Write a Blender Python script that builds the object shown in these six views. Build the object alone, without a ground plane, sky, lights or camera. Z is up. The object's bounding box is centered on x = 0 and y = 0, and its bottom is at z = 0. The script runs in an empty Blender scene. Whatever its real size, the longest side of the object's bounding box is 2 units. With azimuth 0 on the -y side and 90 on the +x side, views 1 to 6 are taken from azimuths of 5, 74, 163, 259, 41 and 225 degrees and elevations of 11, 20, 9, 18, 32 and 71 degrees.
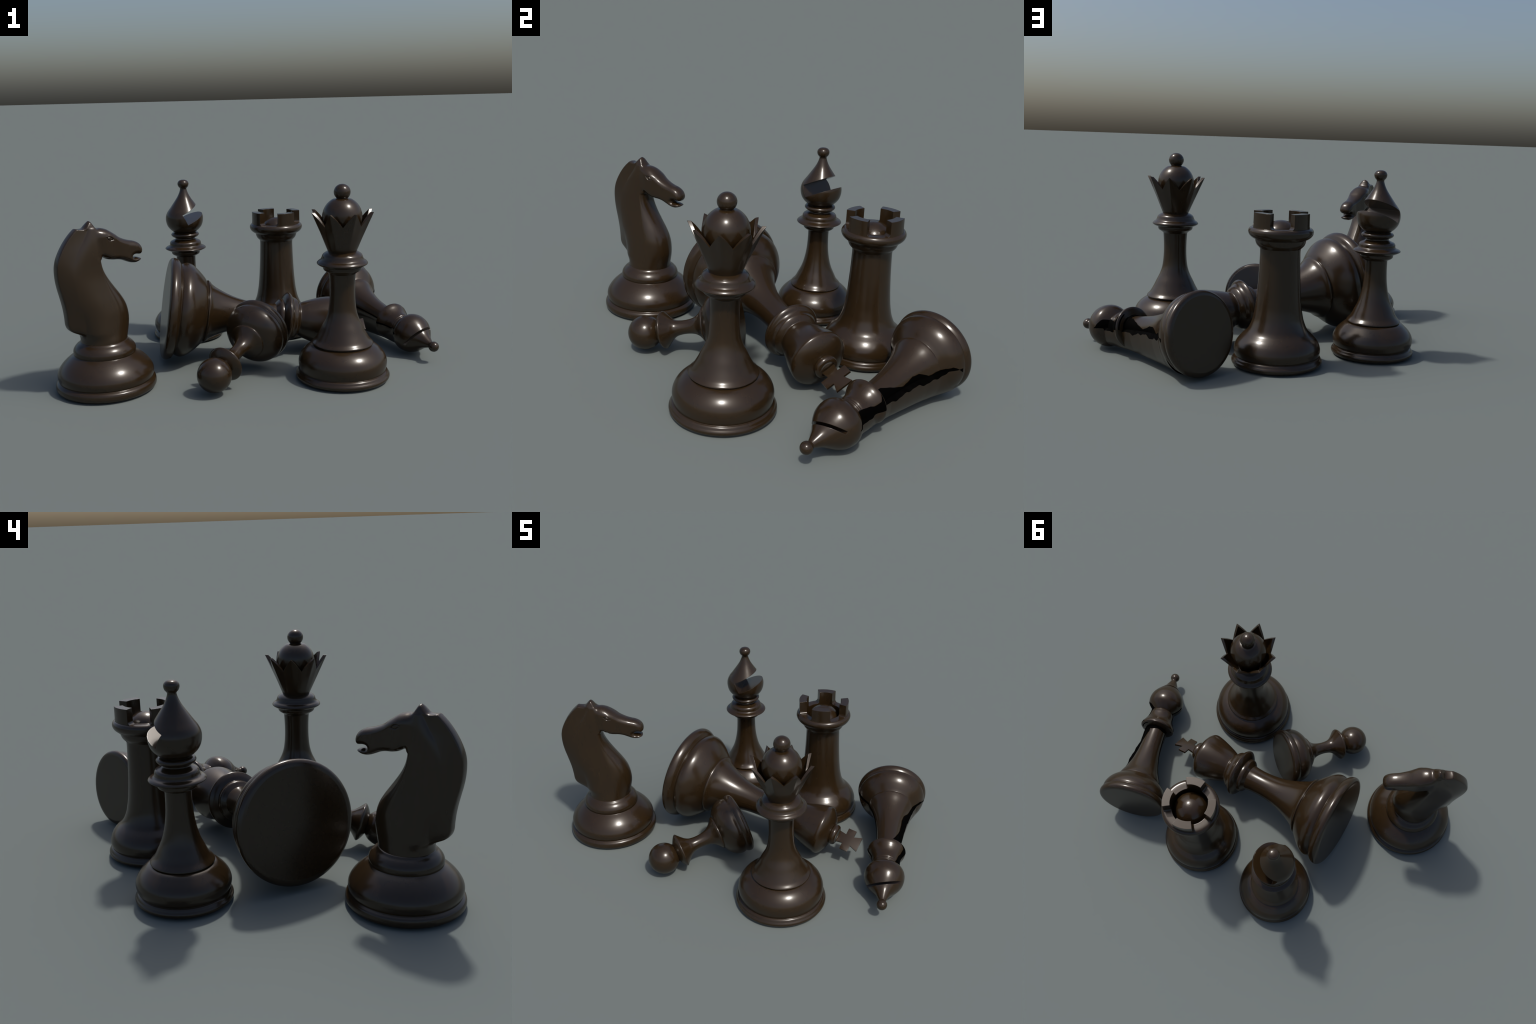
"""Seven dark lacquered wooden chess pieces: four standing, three lying.

Every turned piece is a lathe profile (radius, height) cut into named parts;
the knight's horse is an inflated side outline; crown, battlement, cross and
the mitre slot are built from their own rules.
"""
import bpy, bmesh, math, random
from mathutils import Vector, Matrix
from mathutils.geometry import delaunay_2d_cdt
import numpy as np

random.seed(7)
SEG = 160                                   # segments round every turned part
COL = bpy.context.scene.collection


# ---------------------------------------------------------------- materials
def lacquer(name, colour, rough=0.235, coat=0.0, bevel=0.0):
    m = bpy.data.materials.new(name)
    m.use_nodes = True
    nt = m.node_tree
    p = nt.nodes["Principled BSDF"]
    p.inputs["Roughness"].default_value = rough
    p.inputs["Specular IOR Level"].default_value = 0.5
    p.inputs["IOR"].default_value = 1.5
    p.inputs["Coat Weight"].default_value = coat
    p.inputs["Coat Roughness"].default_value = 0.02
    p.inputs["Coat IOR"].default_value = 1.45
    tc = nt.nodes.new("ShaderNodeTexCoord")
    mp = nt.nodes.new("ShaderNodeMapping")
    mp.inputs["Scale"].default_value = (14.0, 14.0, 3.0)      # faint turned grain
    nz = nt.nodes.new("ShaderNodeTexNoise")
    nz.inputs["Scale"].default_value = 3.0
    nz.inputs["Detail"].default_value = 4.0
    rp = nt.nodes.new("ShaderNodeValToRGB")
    c = Vector(colour)
    rp.color_ramp.elements[0].position = 0.3
    rp.color_ramp.elements[1].position = 0.7
    rp.color_ramp.elements[0].color = (*(c * 0.96), 1)
    rp.color_ramp.elements[1].color = (*(c * 1.04), 1)
    nt.links.new(tc.outputs["Object"], mp.inputs["Vector"])
    nt.links.new(mp.outputs["Vector"], nz.inputs["Vector"])
    nt.links.new(nz.outputs["Fac"], rp.inputs["Fac"])
    nt.links.new(rp.outputs["Color"], p.inputs["Base Color"])
    if bevel:
        b = nt.nodes.new("ShaderNodeBevel")
        b.samples = 6
        b.inputs["Radius"].default_value = bevel
        nt.links.new(b.outputs["Normal"], p.inputs["Normal"])
        nt.links.new(b.outputs["Normal"], p.inputs["Coat Normal"])
    return m


BROWN = (0.0245, 0.0140, 0.0056)
WOOD = lacquer("dark_lacquered_wood", BROWN)
WOOD_EDGED = lacquer("dark_lacquered_wood_edged", BROWN, bevel=0.0022)
SHADE_BLACK = lacquer("lacquer_painted_black_for_shade", (0.0006, 0.0005, 0.0004), rough=0.7)  # near-black matte version of the lacquer, for the strips beside the sheet and the ring under the collar
SHADE_BLACK.node_tree.nodes["Principled BSDF"].inputs["Specular IOR Level"].default_value = 0.02


# ---------------------------------------------------------------- helpers
def thing(name, label, category, origin, axis=(0, 0, 1), turn=0.0):
    """An Empty at the thing's base; local z runs along its axis, local x upward."""
    e = bpy.data.objects.new(name, None)
    e["label"], e["category"] = label, category
    z = Vector(axis).normalized()
    if z.z > 0.999:
        m = Matrix.Rotation(math.radians(turn), 4, 'Z')
    else:
        x = Vector((0, 0, 1))
        x = (x - x.dot(z) * z).normalized()
        y = z.cross(x)
        m = Matrix((x, y, z)).transposed().to_4x4()
    m.translation = Vector(origin)
    e.matrix_world = m
    COL.objects.link(e)
    return e


def add(name, me, parent, mat=None):
    o = bpy.data.objects.new(name, me)
    o.parent = parent
    COL.objects.link(o)
    if mat and not me.materials:
        me.materials.append(mat)
    return o


def catmull(pts, step):
    """Centripetal Catmull-Rom through the points, sampled about every `step`."""
    p = [np.array(q, float) for q in pts]
    if len(p) < 3:
        n = max(2, int(np.linalg.norm(p[1] - p[0]) / step / 3) + 1)
        return [p[0] + (p[1] - p[0]) * t for t in np.linspace(0, 1, n)]
    e = [2 * p[0] - p[1]] + p + [2 * p[-1] - p[-2]]
    out = []
    for i in range(len(p) - 1):
        a, b, c, d = e[i:i + 4]
        t0 = 0.0
        t1 = t0 + max(1e-6, np.linalg.norm(b - a)) ** 0.5
        t2 = t1 + max(1e-6, np.linalg.norm(c - b)) ** 0.5
        t3 = t2 + max(1e-6, np.linalg.norm(d - c)) ** 0.5
        n = max(2, int(np.linalg.norm(c - b) / step) + 1)
        for t in np.linspace(t1, t2, n, endpoint=False):
            A1 = (t1 - t) / (t1 - t0) * a + (t - t0) / (t1 - t0) * b
            A2 = (t2 - t) / (t2 - t1) * b + (t - t1) / (t2 - t1) * c
            A3 = (t3 - t) / (t3 - t2) * c + (t - t2) / (t3 - t2) * d
            B1 = (t2 - t) / (t2 - t0) * A1 + (t - t0) / (t2 - t0) * A2
            B2 = (t3 - t) / (t3 - t1) * A2 + (t - t1) / (t3 - t1) * A3
            out.append((t2 - t) / (t2 - t1) * B1 + (t - t1) / (t2 - t1) * B2)
    out.append(p[-1])
    return out


def profile(parts, step=0.0035, fillet=0.0018):
    """parts: [(name, [(r, z) or (r, z, 'c')])].  Nodes marked 'c' are corners
    (lightly rounded); the rest is smooth.  Returns samples and part ranges."""
    nodes, starts = [], []
    for name, ns in parts:
        starts.append((name, len(nodes)))
        nodes += [(n[0], n[1], len(n) > 2) for n in ns]
    corner = [i for i, n in enumerate(nodes) if n[2] or i in (0, len(nodes) - 1)]
    samples, at = [], {}
    for a, b in zip(corner[:-1], corner[1:]):
        seg = [nodes[i][:2] for i in range(a, b + 1)]
        pts = catmull(seg, step)
        if samples:
            pts = pts[1:]
        base = len(samples)
        samples += pts
        for i in range(a, b + 1):           # sample index nearest to each node
            q = np.array(nodes[i][:2])
            lo = max(0, base - 1)
            at[i] = lo + int(np.argmin([np.linalg.norm(s - q) for s in samples[lo:]]))
    # round the inner corners with a short arc
    cidx = {at[i] for i in corner[1:-1]}
    out, remap = [], {}
    for i, s in enumerate(samples):
        if i in cidx:
            a, b = samples[i - 1], samples[i + 1]
            fa = min(fillet, 0.45 * np.linalg.norm(a - s))
            fb = min(fillet, 0.45 * np.linalg.norm(b - s))
            pa = s + (a - s) / np.linalg.norm(a - s) * fa
            pb = s + (b - s) / np.linalg.norm(b - s) * fb
            arc = [(1 - t) ** 2 * pa + 2 * t * (1 - t) * s + t * t * pb for t in (0, .25, .5, .75, 1)]
            remap[i] = len(out) + 2
            out += arc
        else:
            remap[i] = len(out)
            out.append(s)
    cuts = [(n, remap[at[k]] if k else 0) for n, k in starts]
    return np.array(out), cuts


def lathe(parent, parts, mat=None, solid=()):
    """Turn a profile, cut it into its named parts; border rings coincide and
    carry the whole body's normals, so no seam shows."""
    prof, cuts = profile(parts)
    r = np.maximum(prof[:, 0], 0)
    z = prof[:, 1]
    d = np.gradient(prof, axis=0)
    seg = np.diff(prof, axis=0)
    seg /= np.maximum(np.linalg.norm(seg, axis=1, keepdims=True), 1e-9)
    t = np.vstack([seg[:1], seg[:-1] + seg[1:], seg[-1:]])
    t /= np.maximum(np.linalg.norm(t, axis=1, keepdims=True), 1e-9)
    nr, nz = t[:, 1], -t[:, 0]
    objs = {}
    th = np.linspace(0, 2 * math.pi, SEG, endpoint=False)
    cs, sn = np.cos(th), np.sin(th)
    ends = [c[1] for c in cuts[1:]] + [len(prof) - 1]
    for (name, a), b in zip(cuts, ends):
        verts, norms, rings = [], [], []
        for i in range(a, b + 1):
            if r[i] < 1e-5:
                rings.append([len(verts)])
                verts.append((0, 0, z[i]))
                norms.append((0, 0, 1 if nz[i] > 0 else -1))
            else:
                rings.append(list(range(len(verts), len(verts) + SEG)))
                verts += [(r[i] * c, r[i] * s, z[i]) for c, s in zip(cs, sn)]
                norms += [(nr[i] * c, nr[i] * s, nz[i]) for c, s in zip(cs, sn)]
        faces = []
        for A, B in zip(rings[:-1], rings[1:]):
            for j in range(SEG):
                k = (j + 1) % SEG
                if len(A) == 1 and len(B) == 1:
                    continue
                if len(A) == 1:
                    faces.append((A[0], B[k], B[j]))
                elif len(B) == 1:
                    faces.append((A[j], A[k], B[0]))
                else:
                    faces.append((A[j], A[k], B[k], B[j]))
        if name in solid:                    # closed, for boolean cutting
            faces.append(tuple(reversed(rings[0])))
            faces.append(tuple(rings[-1]))
        me = bpy.data.meshes.new(name)
        me.from_pydata(verts, [], faces)
        me.update()
        me.polygons.foreach_set("use_smooth", [True] * len(me.polygons))
        if name not in solid:
            me.normals_split_custom_set_from_vertices(norms)
        objs[name] = add(name, me, parent, mat or WOOD)
    return objs


def grid_mesh(name, rows, closed=False):
    """Quads through a list of equally long vertex rows."""
    n = len(rows[0])
    verts = [v for row in rows for v in row]
    faces = []
    for i in range(len(rows) - 1):
        for j in range(n if closed else n - 1):
            k = (j + 1) % n
            faces.append((i * n + j, i * n + k, (i + 1) * n + k, (i + 1) * n + j))
    me = bpy.data.meshes.new(name)
    me.from_pydata(verts, [], faces)
    me.update()
    return me


def smooth_by_angle(me, deg=35):
    me.polygons.foreach_set("use_smooth", [True] * len(me.polygons))
    me.set_sharp_from_angle(angle=math.radians(deg))
    me.update()


def tidy(me):
    bm = bmesh.new()
    bm.from_mesh(me)
    bmesh.ops.remove_doubles(bm, verts=bm.verts, dist=1e-6)
    bmesh.ops.recalc_face_normals(bm, faces=bm.faces)
    bm.to_mesh(me)
    bm.free()


# ---------------------------------------------------------------- queen
queen = thing("chess_queen", "dark brown glossy chess queen with eight pointed coronet",
              "chess piece", (0.469, -0.3482, 0))
lathe(queen, [
    ("base", [(0, 0), (.218, 0, 'c'), (.2325, .005), (.2420, .013), (.2447, .021), (.2436, .0275), (.2405, .0322), (.2376, .0358), (.2355, .0400), (.2332, .0442), (.2292, .0480), (.2235, .0505, 'c'),
              (.2265, .064), (.2295, .085), (.2285, .104), (.2190, .130), (.2000, .154), (.1760, .173), (.1500, .1855, 'c')]),
    ("stem", [(.1590, .1915, 'c'), (.1582, .1950), (.1428, .2110), (.1287, .2340), (.1170, .2560), (.1058, .2800), (.0865, .3190), (.0745, .3560),
              (.0690, .3900), (.0657, .4300), (.0648, .4700), (.0660, .5200), (.0685, .5580, 'c')]),
    ("collar", [(.0800, .5680), (.0950, .5780), (.0990, .5880), (.0985, .5960, 'c'), (.1190, .6030), (.1305, .6130),
                (.1240, .6230), (.1115, .6320), (.1060, .6420), (.1010, .6555), (.0890, .6660), (.0730, .6735), (.0600, .6760)]),
], WOOD)


def coronet(parent):
    n8, per = 8, 40
    cols = n8 * per
    z0, z_notch, z_tip = .672, .811, .8805
    r0, r_tip, wall = .0725, .1672, .0125
    rows_o, rows_i = [], []
    nrow = 34

    def rad(z, a):                            # a: -1..1 across one panel, tip at 0
        k = (z - z0) / (z_tip - z0)
        r = r0 + (r_tip - r0) * k
        f = math.cos(math.pi / 8) / math.cos((1 - abs(a)) * math.pi / 8)   # octagon, its corners under the tips
        flat = .85 * min(1, k / .6) + .35 * k * min(1, abs(a) * 3) * (1 - abs(a))
        return r * (1 + flat * (f - 1))
    for i in range(nrow + 1):
        t = i / nrow
        ro, ri = [], []
        for j in range(cols):
            u = (j % per) / per * 2 - 1       # -1 notch .. 0 tip .. 1 notch
            th = 2 * math.pi * (j / per) / n8
            top = z_tip - (z_tip - z_notch) * abs(u)
            z = z0 + (top - z0) * t
            r = rad(z, u)
            ro.append((r * math.cos(th), r * math.sin(th), z))
            q = r - wall * (.75 + .70 * max(0, (z - z_notch) / (z_tip - z_notch)))
            ri.append((q * math.cos(th), q * math.sin(th), z))
        rows_o.append(ro)
        rows_i.append(ri)
    me = grid_mesh("crown", rows_o + rows_i[::-1], closed=True)
    tidy(me)
    smooth_by_angle(me, 40)
    return add("crown", me, parent, WOOD_EDGED)


coronet(queen)


def ball_nodes(r, zc, squash=1.0, lo=-60, hi=90, n=9):
    return [(r * math.cos(math.radians(a)) if a < 89.9 else 0.0, zc + squash * r * math.sin(math.radians(a)))
            for a in np.linspace(lo, hi, n)]


lathe(queen, [("dome", [(.0640, .6700), (.0620, .7300)] + ball_nodes(.1015, .850, 1.0, -50, 73.5, 12)[:-1] + [(.0285, .9435, 'c')]),
              ("finial", ball_nodes(.0424, .9750, .97, -46, 90, 10))], WOOD)

# ---------------------------------------------------------------- rook
rook = thing("chess_rook", "dark brown glossy chess rook with four merlons",
             "chess piece", (.0853, .4905, 0))
lathe(rook, [
    ("base", [(0, 0), (.202, 0, 'c'), (.2160, .005), (.2250, .013), (.2276, .021), (.2266, .0272), (.2238, .0318), (.2212, .0352), (.2193, .0392), (.2172, .0432), (.2140, .0470), (.2095, .0495, 'c'),
              (.2140, .060), (.2163, .078), (.2130, .098), (.2030, .120), (.1890, .1385), (.1790, .1490), (.1700, .1570)]),
    ("stem", [(.1570, .1690), (.1460, .1840), (.1375, .2020), (.1275, .2300), (.1205, .2620), (.1158, .2900),
              (.1120, .3250), (.1085, .3650), (.1055, .4120), (.1025, .4700), (.1003, .5350), (.0998, .5700), (.1010, .5850, 'c')]),
    ("collar", [(.1090, .5930), (.1180, .6030), (.1240, .6170), (.1268, .6300, 'c'), (.1430, .6390), (.1560, .6520),
                (.1612, .6680), (.1580, .6800), (.1500, .6880), (.1440, .6900), (.1035, .6900, 'c'), (.1030, .605, 'c'), (.094, .603)]),
], WOOD)
lathe(rook, [("dome", [(.0965, .600)] + ball_nodes(.0965, .630, .98, 4, 90, 10))], WOOD)


def merlon_mesh():
    half, top, floor, fil = math.radians(21.8), .7635, .6885, .017
    ri, ro, bot = .1035, .1465, .660
    cols = []
    for k in range(9):                         # hollow fillet rising out of the notch floor
        a = math.radians(90 * k / 8)
        x = fil * (1 - math.sin(a)) / .125
        cols.append((-half - x, floor + fil * (1 - math.cos(a))))
    for k in range(17):
        cols.append((-half + 2 * half * k / 16, top))
    cols += [(-a, z) for a, z in reversed(cols[:9])]
    nr = 8

    def ring(r, flare):
        return [((r + flare) * math.cos(a), (r + flare) * math.sin(a)) for a, _ in cols]
    rows = []
    for j in range(nr + 1):                    # up the outside
        row = []
        for a, zt in cols:
            z = bot + (zt - bot) * j / nr
            f = .006 * max(0, (.700 - z) / .04) ** 2
            row.append(((ro + f) * math.cos(a), (ro + f) * math.sin(a), z))
        rows.append(row)
    for j in range(nr, -1, -1):                # down the inside
        rows.append([(ri * math.cos(a), ri * math.sin(a), bot + (zt - bot) * j / nr) for a, zt in cols])
    me = grid_mesh("merlon", rows)
    tidy(me)
    smooth_by_angle(me, 40)
    me.materials.append(WOOD_EDGED)
    return me


mm = merlon_mesh()
for i in range(4):
    m = add("merlon", mm, rook)
    m.rotation_euler = (0, 0, math.radians(30.7 + 90 * i))

# ---------------------------------------------------------------- standing bishop
bishop = thing("chess_bishop", "dark brown glossy chess bishop with wide slotted mitre",
               "chess piece", (-.4681, .402, 0))
parts = lathe(bishop, [
    ("base", [(0, 0), (.191, 0, 'c'), (.2050, .005), (.2140, .013), (.2166, .021), (.2156, .0268), (.2128, .0312), (.2102, .0345), (.2084, .0382), (.2064, .0420), (.2034, .0458), (.1985, .0482, 'c'),
              (.2035, .056), (.2085, .070), (.2105, .087), (.2060, .108), (.1920, .132), (.1720, .153), (.1520, .170), (.1340, .1780, 'c')]),
    ("stem", [(.1415, .1815, 'c'), (.1405, .1855), (.1222, .2065), (.1035, .2430), (.0860, .2810), (.0745, .3180), (.0662, .3570),
              (.0608, .3970), (.0584, .4350), (.0575, .4750), (.0580, .5070, 'c')]),
    ("collar", [(.0750, .5150), (.0840, .5220), (.0865, .5310), (.0860, .5370, 'c'), (.1080, .5460), (.1240, .5560),
                (.1160, .5640), (.1020, .5700), (.0960, .5760), (.0945, .5900), (.0890, .5990), (.0700, .6080), (.0600, .6150),
                (.0610, .6225, 'c'), (.0780, .6290), (.0850, .6400), (.0780, .6500), (.0640, .6540, 'c')]),
    ("head", [(.0665, .6560, 'c'), (.0800, .6660), (.0930, .6790), (.1045, .6960), (.1115, .7180), (.1135, .7420), (.1105, .7600),
              (.1015, .7800), (.0835, .8050), (.0660, .8300), (.0480, .8560), (.0350, .8770), (.0235, .9030), (.0195, .9200)]),
    ("finial", [(.0215, .9245), (.0290, .9330), (.0335, .9470), (.0310, .9600), (.0220, .9695), (.0110, .9735), (0, .9745)]),
], WOOD, solid=("head",))


def cut_slot(head, yaw, pitch, back, thick, length=.4):
    """Box-shaped slot: `back` is the (s, z) middle of its inner wall."""
    me = bpy.data.meshes.new("cutter")
    bm = bmesh.new()
    bmesh.ops.create_cube(bm, size=1)
    bmesh.ops.scale(bm, verts=bm.verts, vec=(length, .5, thick))
    bmesh.ops.translate(bm, verts=bm.verts, vec=(length / 2, 0, 0))
    bm.transform(Matrix.Rotation(-math.radians(pitch), 4, 'Y'))
    bmesh.ops.translate(bm, verts=bm.verts, vec=(back[0], 0, back[1]))
    bm.transform(Matrix.Rotation(math.radians(yaw), 4, 'Z'))
    bm.to_mesh(me)
    bm.free()
    c = bpy.data.objects.new("cutter", me)
    c.parent = head.parent
    COL.objects.link(c)
    md = head.modifiers.new("slot", 'BOOLEAN')
    md.operation, md.solver, md.object = 'DIFFERENCE', 'EXACT', c
    bpy.context.view_layer.update()
    new = bpy.data.meshes.new_from_object(head.evaluated_get(bpy.context.evaluated_depsgraph_get()))
    head.modifiers.clear()
    new.name = "head"
    head.data = new
    bpy.data.objects.remove(c)
    smooth_by_angle(new, 30)
    new.materials.clear()
    new.materials.append(WOOD_EDGED)


cut_slot(parts["head"], 30.2, 25.4, (-.032, .740), .0675)

# ---------------------------------------------------------------- lying bishop
FB_AXIS = Vector((.51007, -.84989, -.13233)).normalized()
fallen = thing("chess_bishop", "toppled dark brown chess bishop with narrow mitre slit",
               "chess piece", Vector((.5075, .6526, .2115)) - .028 * FB_AXIS, FB_AXIS)
FB = [
    ("base", [(0, .006), (.180, .006, 'c'), (.1945, .010), (.2020, .019), (.2035, .029), (.1990, .044), (.1925, .054, 'c'), (.1945, .063),
              (.1925, .080), (.1830, .104), (.1690, .125), (.1515, .143), (.1360, .157), (.1280, .165, 'c')]),
    ("stem", [(.1275, .170), (.1210, .187), (.1040, .223), (.0885, .268), (.0765, .318), (.0680, .370),
              (.0630, .425), (.0605, .470), (.0600, .528, 'c')]),
    ("collar", [(.0900, .5330), (.1045, .5400), (.1050, .5480), (.1000, .5620), (.0890, .5800), (.0800, .6000), (.0755, .6200),
                (.0740, .6350), (.0720, .6440, 'c'), (.0690, .6480), (.0690, .6540), (.0640, .6590, 'c')]),
    ("head", [(.0620, .6620, 'c'), (.0760, .6740), (.0920, .6900), (.1040, .7080), (.1090, .7280), (.1090, .7450), (.1030, .7740),
              (.0850, .8060), (.0610, .8360), (.0440, .8580), (.0280, .8880), (.0190, .9080)]),
    ("finial", [(.0180, .9120)] + ball_nodes(.0283, .9380, 1.0, -42, 90, 8)),
]
fp = lathe(fallen, FB, WOOD, solid=("head",))
# local x is up, local y the far side; the slit opens up and toward the low side
cut_slot(fp["head"], 20.0, 38.0, (-.004, .792), .013)


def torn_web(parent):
    """The lower half of the lying bishop is bridged by a ragged sheet that runs
    straight from base to collar and from collar to head."""
    rng = random.Random(3)
    H = [.050, .141, .215, .278, .344, .440, .500, .578, .640, .695]
    depth = [.190, .181, .168, .158, .147, .130, .118, .109, .102, .098]      # keel below the axis
    left = [.186, .138, .117, .104, .092, .078, .078, .080, .080, .080]       # half width, open side
    right = [.120, .085, .070, .062, .058, .057, .062, .068, .072, .072]      # half width, far side
    nodes = [n_ for nm, ns in FB for n_ in ns if nm in ("base", "stem", "collar", "head") and n_[1] > .058]
    turned = ([n_[1] for n_ in nodes], [n_[0] for n_ in nodes])
    # how far up the stem the painted tear reaches, in degrees from the top
    black_shade = ([.05, .096, .15, .196, .24, .276, .31, .338, .40, .46, .50, .53, .563, .60, .63, .66, .69],
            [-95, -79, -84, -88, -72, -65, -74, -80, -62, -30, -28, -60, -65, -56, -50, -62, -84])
    hs = list(np.linspace(.050, .695, 130))
    n = 60
    ph = [rng.uniform(0, 6.28) for _ in range(4)]
    sheet, ledge_a, ledge_b = [], [], []
    for h in hs:
        D, wl, wr = (np.interp(h, H, t) for t in (depth, left, right))
        j = .035 * math.sin(31 * h + ph[0]) + .025 * math.sin(73 * h + ph[1]) + .012 * math.sin(151 * h + ph[2])
        q0, q1 = .06 + j, math.pi + .04 + .5 * j
        lip = np.interp(h, *black_shade) + 40 * j
        row = []
        for k in range(n + 1):
            q = q0 + (q1 - q0) * k / n
            c, sn = math.cos(q), math.sin(q)
            y = -(wl if c > 0 else wr) * math.copysign(abs(c) ** .8, c)
            x = -D * math.copysign(abs(sn) ** .9, sn)
            row.append((x, y, h + .028))
        sheet.append(row)
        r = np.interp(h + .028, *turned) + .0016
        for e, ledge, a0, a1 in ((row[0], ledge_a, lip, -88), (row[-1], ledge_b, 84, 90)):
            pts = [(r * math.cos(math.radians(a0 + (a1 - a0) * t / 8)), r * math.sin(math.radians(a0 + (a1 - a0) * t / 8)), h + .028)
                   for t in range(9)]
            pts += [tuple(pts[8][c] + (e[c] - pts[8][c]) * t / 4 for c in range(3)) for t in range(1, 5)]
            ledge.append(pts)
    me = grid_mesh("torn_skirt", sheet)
    smooth_by_angle(me, 40)
    add("torn_skirt", me, parent, WOOD)
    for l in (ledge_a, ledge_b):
        me = grid_mesh("painted_shade_strip", l)
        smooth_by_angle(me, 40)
        add("painted_shade_strip", me, parent, SHADE_BLACK)
    # ring coloured black for the darkness beneath the collar rim
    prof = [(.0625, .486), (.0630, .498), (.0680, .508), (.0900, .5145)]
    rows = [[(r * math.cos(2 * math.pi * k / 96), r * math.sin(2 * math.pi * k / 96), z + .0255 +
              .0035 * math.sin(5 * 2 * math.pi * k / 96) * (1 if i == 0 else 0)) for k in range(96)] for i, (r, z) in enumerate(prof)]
    me = grid_mesh("painted_shade_strip", rows, closed=True)
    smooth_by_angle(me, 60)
    add("painted_shade_strip", me, parent, SHADE_BLACK)


torn_web(fallen)

# ---------------------------------------------------------------- king
K_AXIS = Vector((.9587, .2404, -.1523)).normalized()
king = thing("chess_king", "toppled dark brown chess king with flared cross finial",
             "chess piece", Vector((-.4866, -.099, .3055)) - .028 * K_AXIS, K_AXIS)
lathe(king, [
    ("base", [(0, .004), (.254, .004, 'c'), (.2710, .008), (.2818, .018), (.2840, .032), (.2740, .056), (.2600, .066), (.2520, .0710, 'c'),
              (.2580, .082), (.2630, .100), (.2620, .116), (.2530, .138), (.2360, .162), (.2130, .188), (.1900, .210), (.1690, .2240, 'c')]),
    ("stem", [(.1765, .2300, 'c'), (.1740, .2370), (.1570, .2540), (.1400, .2810), (.1190, .3260), (.1030, .3680), (.0905, .4100),
              (.0815, .4550), (.0755, .5050), (.0735, .5550), (.0750, .6000), (.0780, .6280, 'c')]),
    ("collar", [(.0900, .6380), (.1020, .6480), (.1060, .6580), (.1060, .6680, 'c'), (.1300, .6800), (.1470, .6970),
                (.1400, .7110), (.1280, .7200), (.1220, .7300), (.1170, .7440), (.1060, .7560), (.0950, .7640, 'c')]),
    ("head", [(.0930, .7680), (.1080, .8080), (.1210, .8460), (.1330, .8860), (.1420, .9240), (.1448, .9440), (.1425, .9560), (.1340, .9660),
              (.1180, .9780), (.0950, .9900), (.0700, .9990), (.0520, 1.0030, 'c')]),
    ("button", [(.0560, 1.0020), (.0595, 1.0130), (.0590, 1.0220), (.0540, 1.0310), (.0470, 1.0350), (.0400, 1.0360, 'c'), (.036, 1.0330), (0, 1.0330)]),
], WOOD)


def cross(parent):
    dz = .028
    half = [(.035, 1.010), (.028, 1.0500), (.0675, 1.0500), (.0675, 1.0985), (.028, 1.0985), (.0445, 1.1450)]
    pts = half + [(-u, h) for u, h in reversed(half)]
    bm = bmesh.new()
    t = .006
    f = [bm.verts.new((u, -t, h + dz)) for u, h in pts]
    b = [bm.verts.new((u, t, h + dz)) for u, h in pts]
    bm.faces.new(f)
    bm.faces.new(list(reversed(b)))
    for i in range(len(pts)):
        j = (i + 1) % len(pts)
        bm.faces.new((f[j], f[i], b[i], b[j]))
    bmesh.ops.recalc_face_normals(bm, faces=bm.faces)
    bmesh.ops.bevel(bm, geom=bm.edges[:], offset=.0012, segments=2, affect='EDGES', profile=.6)
    me = bpy.data.meshes.new("cross")
    bm.to_mesh(me)
    bm.free()
    smooth_by_angle(me, 30)
    o = add("cross", me, parent, WOOD)
    o.rotation_euler = (0, 0, math.radians(-59.5))


cross(king)

# ---------------------------------------------------------------- pawn
P_AXIS = Vector((-.41473, -.87496, -.24987)).normalized()
pawn = thing("chess_pawn", "toppled small dark brown chess pawn with round head",
             "chess piece", Vector((.0238, -.2033, .2190)) - .022 * P_AXIS, P_AXIS)
lathe(pawn, [
    ("base", [(0, 0), (.152, 0, 'c'), (.1640, .005), (.1718, .014), (.1735, .026), (.1700, .039), (.1630, .0490, 'c'), (.1655, .058),
              (.1670, .072), (.1630, .092), (.1530, .112), (.1370, .130), (.1160, .146), (.0960, .1560, 'c')]),
    ("stem", [(.0970, .1600, 'c'), (.0940, .1650), (.0720, .1820), (.0560, .1980), (.0450, .2170), (.0385, .2400), (.0355, .2700),
              (.0370, .3000), (.0420, .3230)]),
    ("collar", [(.0530, .3420), (.0680, .3580), (.0850, .3740), (.0955, .3840), (.0960, .3880), (.0900, .3960), (.0650, .4130), (.0430, .4230, 'c')]),
    ("head", ball_nodes(.0878, .4920, 1.0, -60, 90, 14)),
], WOOD)

# ---------------------------------------------------------------- knight
knight = thing("chess_knight", "dark brown glossy chess knight with carved horse head",
               "chess piece", (-.7472, -.5133, 0), turn=42.6)
lathe(knight, [
    ("base", [(0, 0), (.230, 0, 'c'), (.2445, .005), (.2540, .015), (.2562, .029), (.2525, .044), (.2440, .0515), (.2385, .0550, 'c'),
              (.2420, .066), (.2448, .084), (.2420, .101), (.2330, .119), (.2180, .139), (.2020, .155), (.1800, .173), (.1560, .1890, 'c')]),
    ("collar", [(.1575, .1960), (.1585, .2050), (.1570, .2150), (.1500, .2280), (.1390, .2400), (.1260, .2500), (.1180, .2580), (.090, .262)]),
], WOOD)

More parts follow.
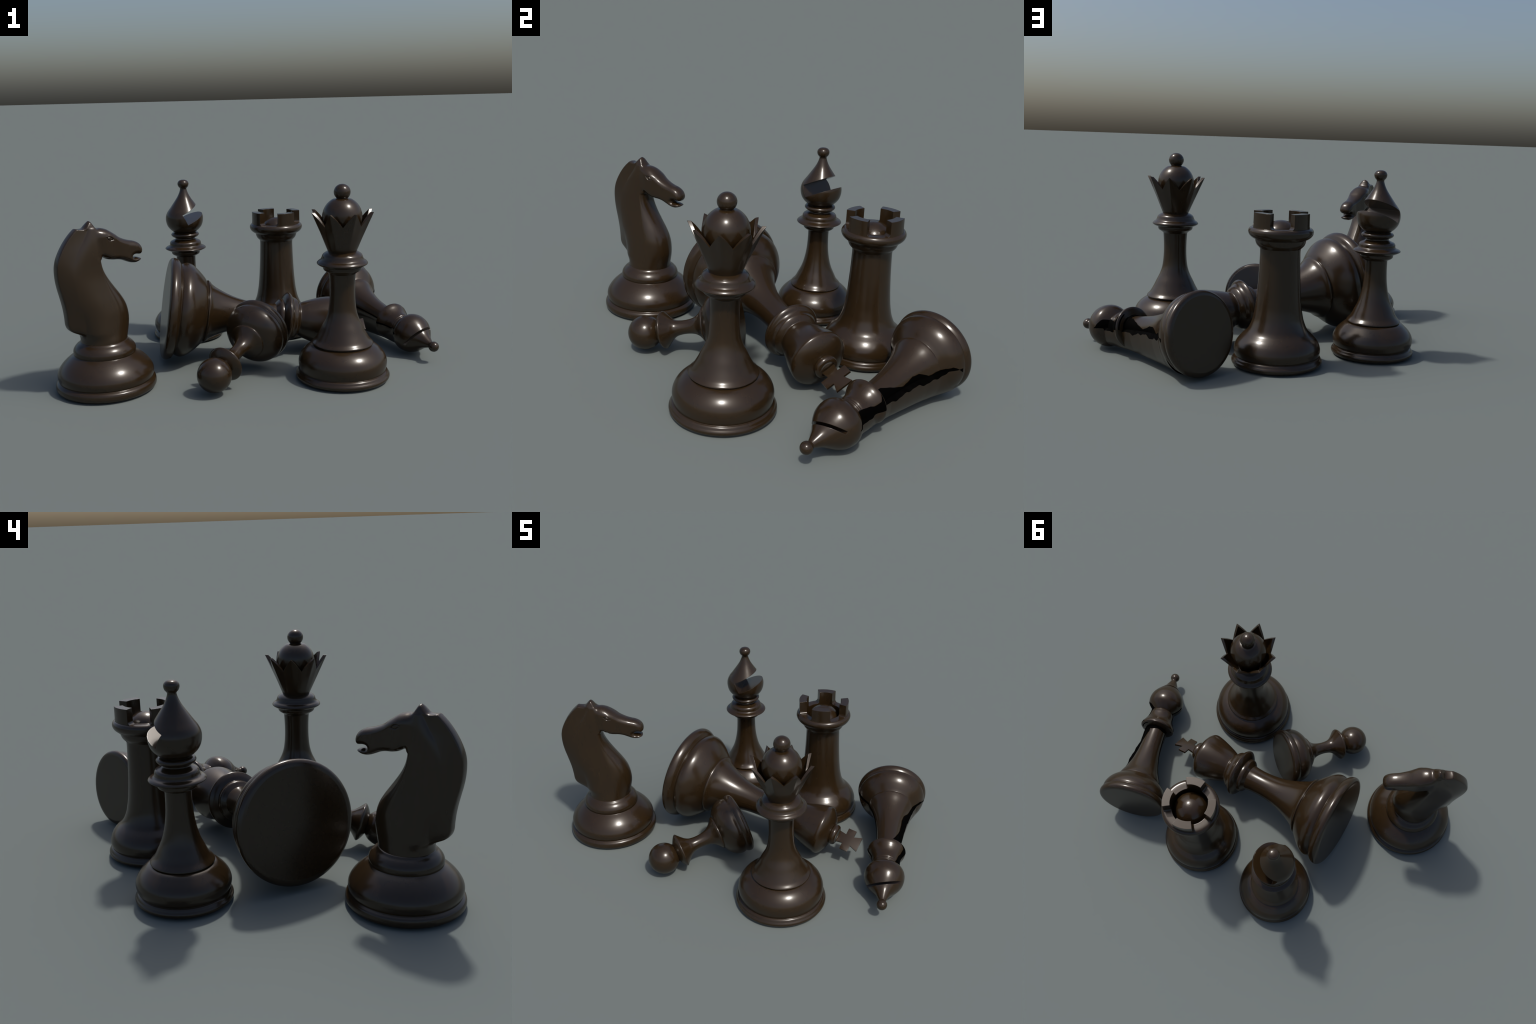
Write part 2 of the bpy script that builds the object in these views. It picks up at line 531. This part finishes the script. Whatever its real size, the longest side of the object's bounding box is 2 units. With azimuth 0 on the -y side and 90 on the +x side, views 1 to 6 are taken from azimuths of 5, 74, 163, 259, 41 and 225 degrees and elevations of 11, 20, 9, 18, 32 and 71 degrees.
OUT_BACK = [(-.119, .235), (-.119, .285), (-.126, .302), (-.148, .3155), (-.172, .3285), (-.189, .344), (-.1975, .365), (-.200, .40),
            (-.204, .44), (-.211, .48), (-.220, .52), (-.229, .56), (-.235, .60), (-.2365, .64), (-.234, .67), (-.226, .70),
            (-.212, .731), (-.193, .763), (-.170, .794), (-.146, .820), (-.121, .842)]
OUT_TOP = [(-.121, .842), (-.100, .8385), (-.081, .840), (-.068, .853), (-.055, .867), (-.0455, .873), (-.036, .867), (-.026, .851),
           (-.014, .8345), (.012, .832), (.040, .824), (.062, .811), (.085, .795), (.108, .777), (.135, .763), (.165, .752),
           (.195, .744), (.217, .733), (.232, .717), (.239, .696), (.236, .681), (.226, .6720), (.205, .6740), (.189, .672),
           (.182, .666), (.188, .660), (.208, .658), (.231, .648), (.222, .639), (.198, .631), (.171, .634), (.145, .644),
           (.120, .655), (.095, .661), (.065, .664), (.036, .671), (.014, .683), (.004, .687)]
OUT_FRONT = [(.004, .687), (-.001, .677), (.000, .655), (.006, .630), (.021, .598), (.045, .560), (.073, .520), (.101, .480),
             (.122, .443), (.133, .410), (.139, .370), (.138, .337), (.131, .300), (.123, .268), (.119, .235)]


def horse(parent):
    step = .0045
    outline = catmull(OUT_BACK, step)[:-1] + catmull(OUT_TOP, step)[:-1] + catmull(OUT_FRONT, step)
    outline = np.array(outline)
    outline = outline[::-1]                  # counter-clockwise for the fill
    closed = np.vstack([outline, outline[:1]])
    # dense edge samples for the distance field
    A, B = closed[:-1], closed[1:]

    def dist(P):
        out = np.empty(len(P))
        for i in range(0, len(P), 2000):
            p = P[i:i + 2000, None, :]
            ab = (B - A)[None]
            t = np.clip(((p - A[None]) * ab).sum(-1) / np.maximum((ab ** 2).sum(-1), 1e-12), 0, 1)
            out[i:i + 2000] = np.sqrt((((A[None] + t[..., None] * ab) - p) ** 2).sum(-1)).min(1)
        return out

    def inside(P):
        x, y = P[:, 0][:, None], P[:, 1][:, None]
        c = ((A[:, 1] > y) != (B[:, 1] > y)) & (x < (B[:, 0] - A[:, 0]) * (y - A[:, 1]) / (B[:, 1] - A[:, 1] + 1e-15) + A[:, 0])
        return c.sum(1) % 2 == 1

    # interior points: rows hugging the outline, then a regular grid
    tang = np.roll(outline, -1, 0) - np.roll(outline, 1, 0)
    tang /= np.linalg.norm(tang, axis=1, keepdims=True)
    nor = np.c_[-tang[:, 1], tang[:, 0]]
    pts = []
    for off in (.0004, .0012, .0024, .0042, .0066, .0095):
        q = outline + nor * off
        ok = inside(q) & (dist(q) > off * .93)
        pts.append(q[ok])
    g = .0042
    xs, zs = np.arange(-.25, .25, g), np.arange(.235, .88, g * .866)
    G = np.array([(x + (g / 2 if k % 2 else 0), z) for k, z in enumerate(zs) for x in xs])
    ex, ez = .043, .7785                       # eye centre
    fine = np.array([(ex + x, ez + z) for x in np.arange(-.034, .034, .0017) for z in np.arange(-.02, .02, .0017)])
    near_eye = (abs(G[:, 0] - ex) < .035) & (abs(G[:, 1] - ez) < .021)
    G = np.vstack([G[~near_eye], fine])
    G = G[inside(G)]
    G = G[dist(G) > .0115]
    P = np.vstack([outline] + pts + [G])
    m = len(outline)
    v2, _, f2, orig, _, _ = delaunay_2d_cdt([Vector(p) for p in P], [], [list(range(m))], 1, 1e-7)
    V = np.array([(v.x, v.y) for v in v2])
    s, z = V[:, 0], V[:, 1]
    d = dist(V)
    on_edge = d < 1e-5

    def sstep(x):
        x = np.clip(x, 0, 1)
        return x * x * (3 - 2 * x)

    def table(x, xs, ys):                      # smooth curve through table nodes
        c = np.array(catmull(list(zip(xs, ys)), .002))
        return np.interp(x, c[:, 0], c[:, 1])

    Z = [.225, .265, .30, .37, .412, .469, .53, .593, .65, .70, .74, .78, .84, .88]
    BAK = [-.119, -.119, -.119, -.122, -.128, -.143, -.154, -.161, -.158, -.142, -.123, -.095, -.062, -.06]
    wid = table(z, Z, [.118, .1150, .1090, .1000, .0945, .085, .074, .064, .058, .054, .050, .045, .034, .026])
    cre = table(z, Z, [.052, .052, .054, .060, .063, .062, .058, .053, .047, .042, .038, .034, .028, .025])   # half width at the mane crease
    mid = table(z, Z, [.0, .001, .006, .022, .030, .022, .004, -.012, -.022, -.028, -.03, -.03, -.03, -.03])
    bak = table(z, Z, BAK)
    fro = np.interp(z, [p[1] for p in OUT_FRONT[::-1]], [p[0] for p in OUT_FRONT[::-1]])
    fc = np.array(catmull(OUT_FRONT[::-1], .002))
    fro = np.interp(z, fc[:, 1], fc[:, 0]) + .16 * sstep((z - .676) / .02)
    bc = np.array(catmull(OUT_BACK, .002))
    rim = np.interp(z, bc[:, 1], bc[:, 0])
    MANE = .0225
    # neck: rounded front, long taper back to the thin mane
    xf = np.clip((s - mid) / np.maximum(fro - mid, 1e-4), 0, 1)
    hf = wid * (1 - xf ** 1.8) ** (1 / 1.9)
    xb = np.clip((mid - s) / np.maximum(mid - bak, 1e-4), 0, 1)
    h_round = wid * np.sqrt(np.maximum(1 - xb ** 2, 0))
    h_body = cre + (wid - cre) * (1 - xb ** 3.4)
    xm = np.clip((s - rim) / np.maximum(bak - rim, 1e-3), 0, 1)
    h_mane = MANE + (cre - MANE) * xm ** .85       # the mane is a wedge, thin at the crest
    h_taper = np.where(s < bak, h_mane, h_body)
    k = sstep((z - .27) / .05)
    hb = h_round * (1 - k) + h_taper * k
    hb = np.maximum(hb, MANE * sstep((z - .29) / .012))
    neck = np.where(s > mid, hf, hb)
    # head
    hw = np.interp(s, [-.06, -.02, .02, .06, .10, .15, .20, .245], [.042, .050, .054, .053, .047, .041, .040, .038])
    up = sstep((.845 - z) / .06)              # narrower toward the forehead
    hw = hw * (.72 + .28 * up)
    R = .031
    x = np.clip(1 - d / R, 0, 1)
    head = hw * (1 - x ** 2.4) ** (1 / 2.4)
    # eye socket ring and brow
    a = math.radians(-19)
    eu = ((s - ex) * math.cos(a) + (z - ez) * math.sin(a)) / .0185
    ev = (-(s - ex) * math.sin(a) + (z - ez) * math.cos(a)) / (.0082 * np.maximum(.3, 1 - .6 * eu ** 2))
    rho = np.hypot(eu, ev)
    head = head - .0042 * np.exp(-((rho - 1) / .22) ** 2) + .0012 * np.exp(-((eu / 1.1) ** 2 + ((ev - 1.9) / .9) ** 2))
    w = sstep((s + .040) / .046) * np.maximum(sstep((z - .665 + .25 * np.minimum(s, 0)) / .03), sstep((s - .026) / .016) * sstep((z - .60) / .015))
    edge = np.clip(1 - d / np.where(s < mid, .0042, .007), 0, 1)
    neck_r = neck * (1 - edge ** 2.6) ** (1 / 2.6)
    H = neck_r * (1 - w) + head * w
    # ear: a blunt cone with hollowed back
    ear_w = np.interp(z, [.832, .85, .866, .874], [.032, .026, .0185, .010])
    x = np.clip(1 - d / .009, 0, 1)
    ear = ear_w * np.sqrt(np.maximum(1 - x ** 2, 0))
    we = sstep((z - .832) / .012) * sstep((s + .094) / .014) * sstep((-.004 - s) / .012)
    H = H * (1 - we) + ear * we
    H = np.maximum(H, .0006)
    H[on_edge] = 0

    n = len(V)
    verts = [(a_, h_, b_) for a_, h_, b_ in zip(s, -H, z)]
    other = list(range(n))
    for i in range(n):
        if not on_edge[i]:
            other[i] = len(verts)
            verts.append((s[i], H[i], z[i]))
    faces = []
    for f in f2:
        faces.append(tuple(f))
        faces.append(tuple(other[i] for i in reversed(f)))
    whole = bpy.data.meshes.new("horse_whole")
    whole.from_pydata(verts, [], faces)
    whole.update()
    normals = [tuple(v.normal) for v in whole.vertices]

    def region(c):
        x_, z_ = c
        if z_ > .838 and -.088 < x_ < -.008:
            return "ear"
        b = np.interp(z_, Z, BAK)
        if z_ > .30 and x_ < b:
            return "mane"
        if x_ > -.012 and z_ > .672 - .3 * min(x_, .0) - .1 * max(0, min(x_, .1)) and z_ > .60:
            return "head"
        if x_ > .02 and z_ > .62:
            return "head"
        return "neck"
    groups = {}
    for f in faces:
        c = (sum(verts[i][0] for i in f) / len(f), sum(verts[i][2] for i in f) / len(f))
        groups.setdefault(region(c), []).append(f)
    for name, fs in groups.items():
        used = sorted({i for f in fs for i in f})
        ix = {u: k_ for k_, u in enumerate(used)}
        me = bpy.data.meshes.new(name)
        me.from_pydata([verts[u] for u in used], [], [tuple(ix[i] for i in f) for f in fs])
        me.update()
        me.polygons.foreach_set("use_smooth", [True] * len(me.polygons))
        me.normals_split_custom_set_from_vertices([normals[u] for u in used])
        add(name, me, parent, WOOD)
    bpy.data.meshes.remove(whole)
    # almond eyes, one on each side
    j = int(np.argmin((s - ex) ** 2 + (z - ez) ** 2))
    for side in (-1, 1):
        rows = []
        for p in np.linspace(0, math.pi / 2, 9):
            row = []
            for q in np.linspace(0, 2 * math.pi, 32, endpoint=False):
                u, v = math.cos(q) * math.cos(p), math.sin(q) * math.cos(p)
                v *= max(.3, 1 - .6 * u * u)
                xx, zz = u * .0160, v * .0070
                row.append((ex + xx * math.cos(a) - zz * math.sin(a), side * (H[j] - .0030 + .0030 * math.sin(p)),
                            ez + xx * math.sin(a) + zz * math.cos(a)))
            rows.append(row)
        me = grid_mesh("eye", rows, closed=True)
        tidy(me)
        me.polygons.foreach_set("use_smooth", [True] * len(me.polygons))
        add("eye", me, parent, WOOD)


horse(knight)
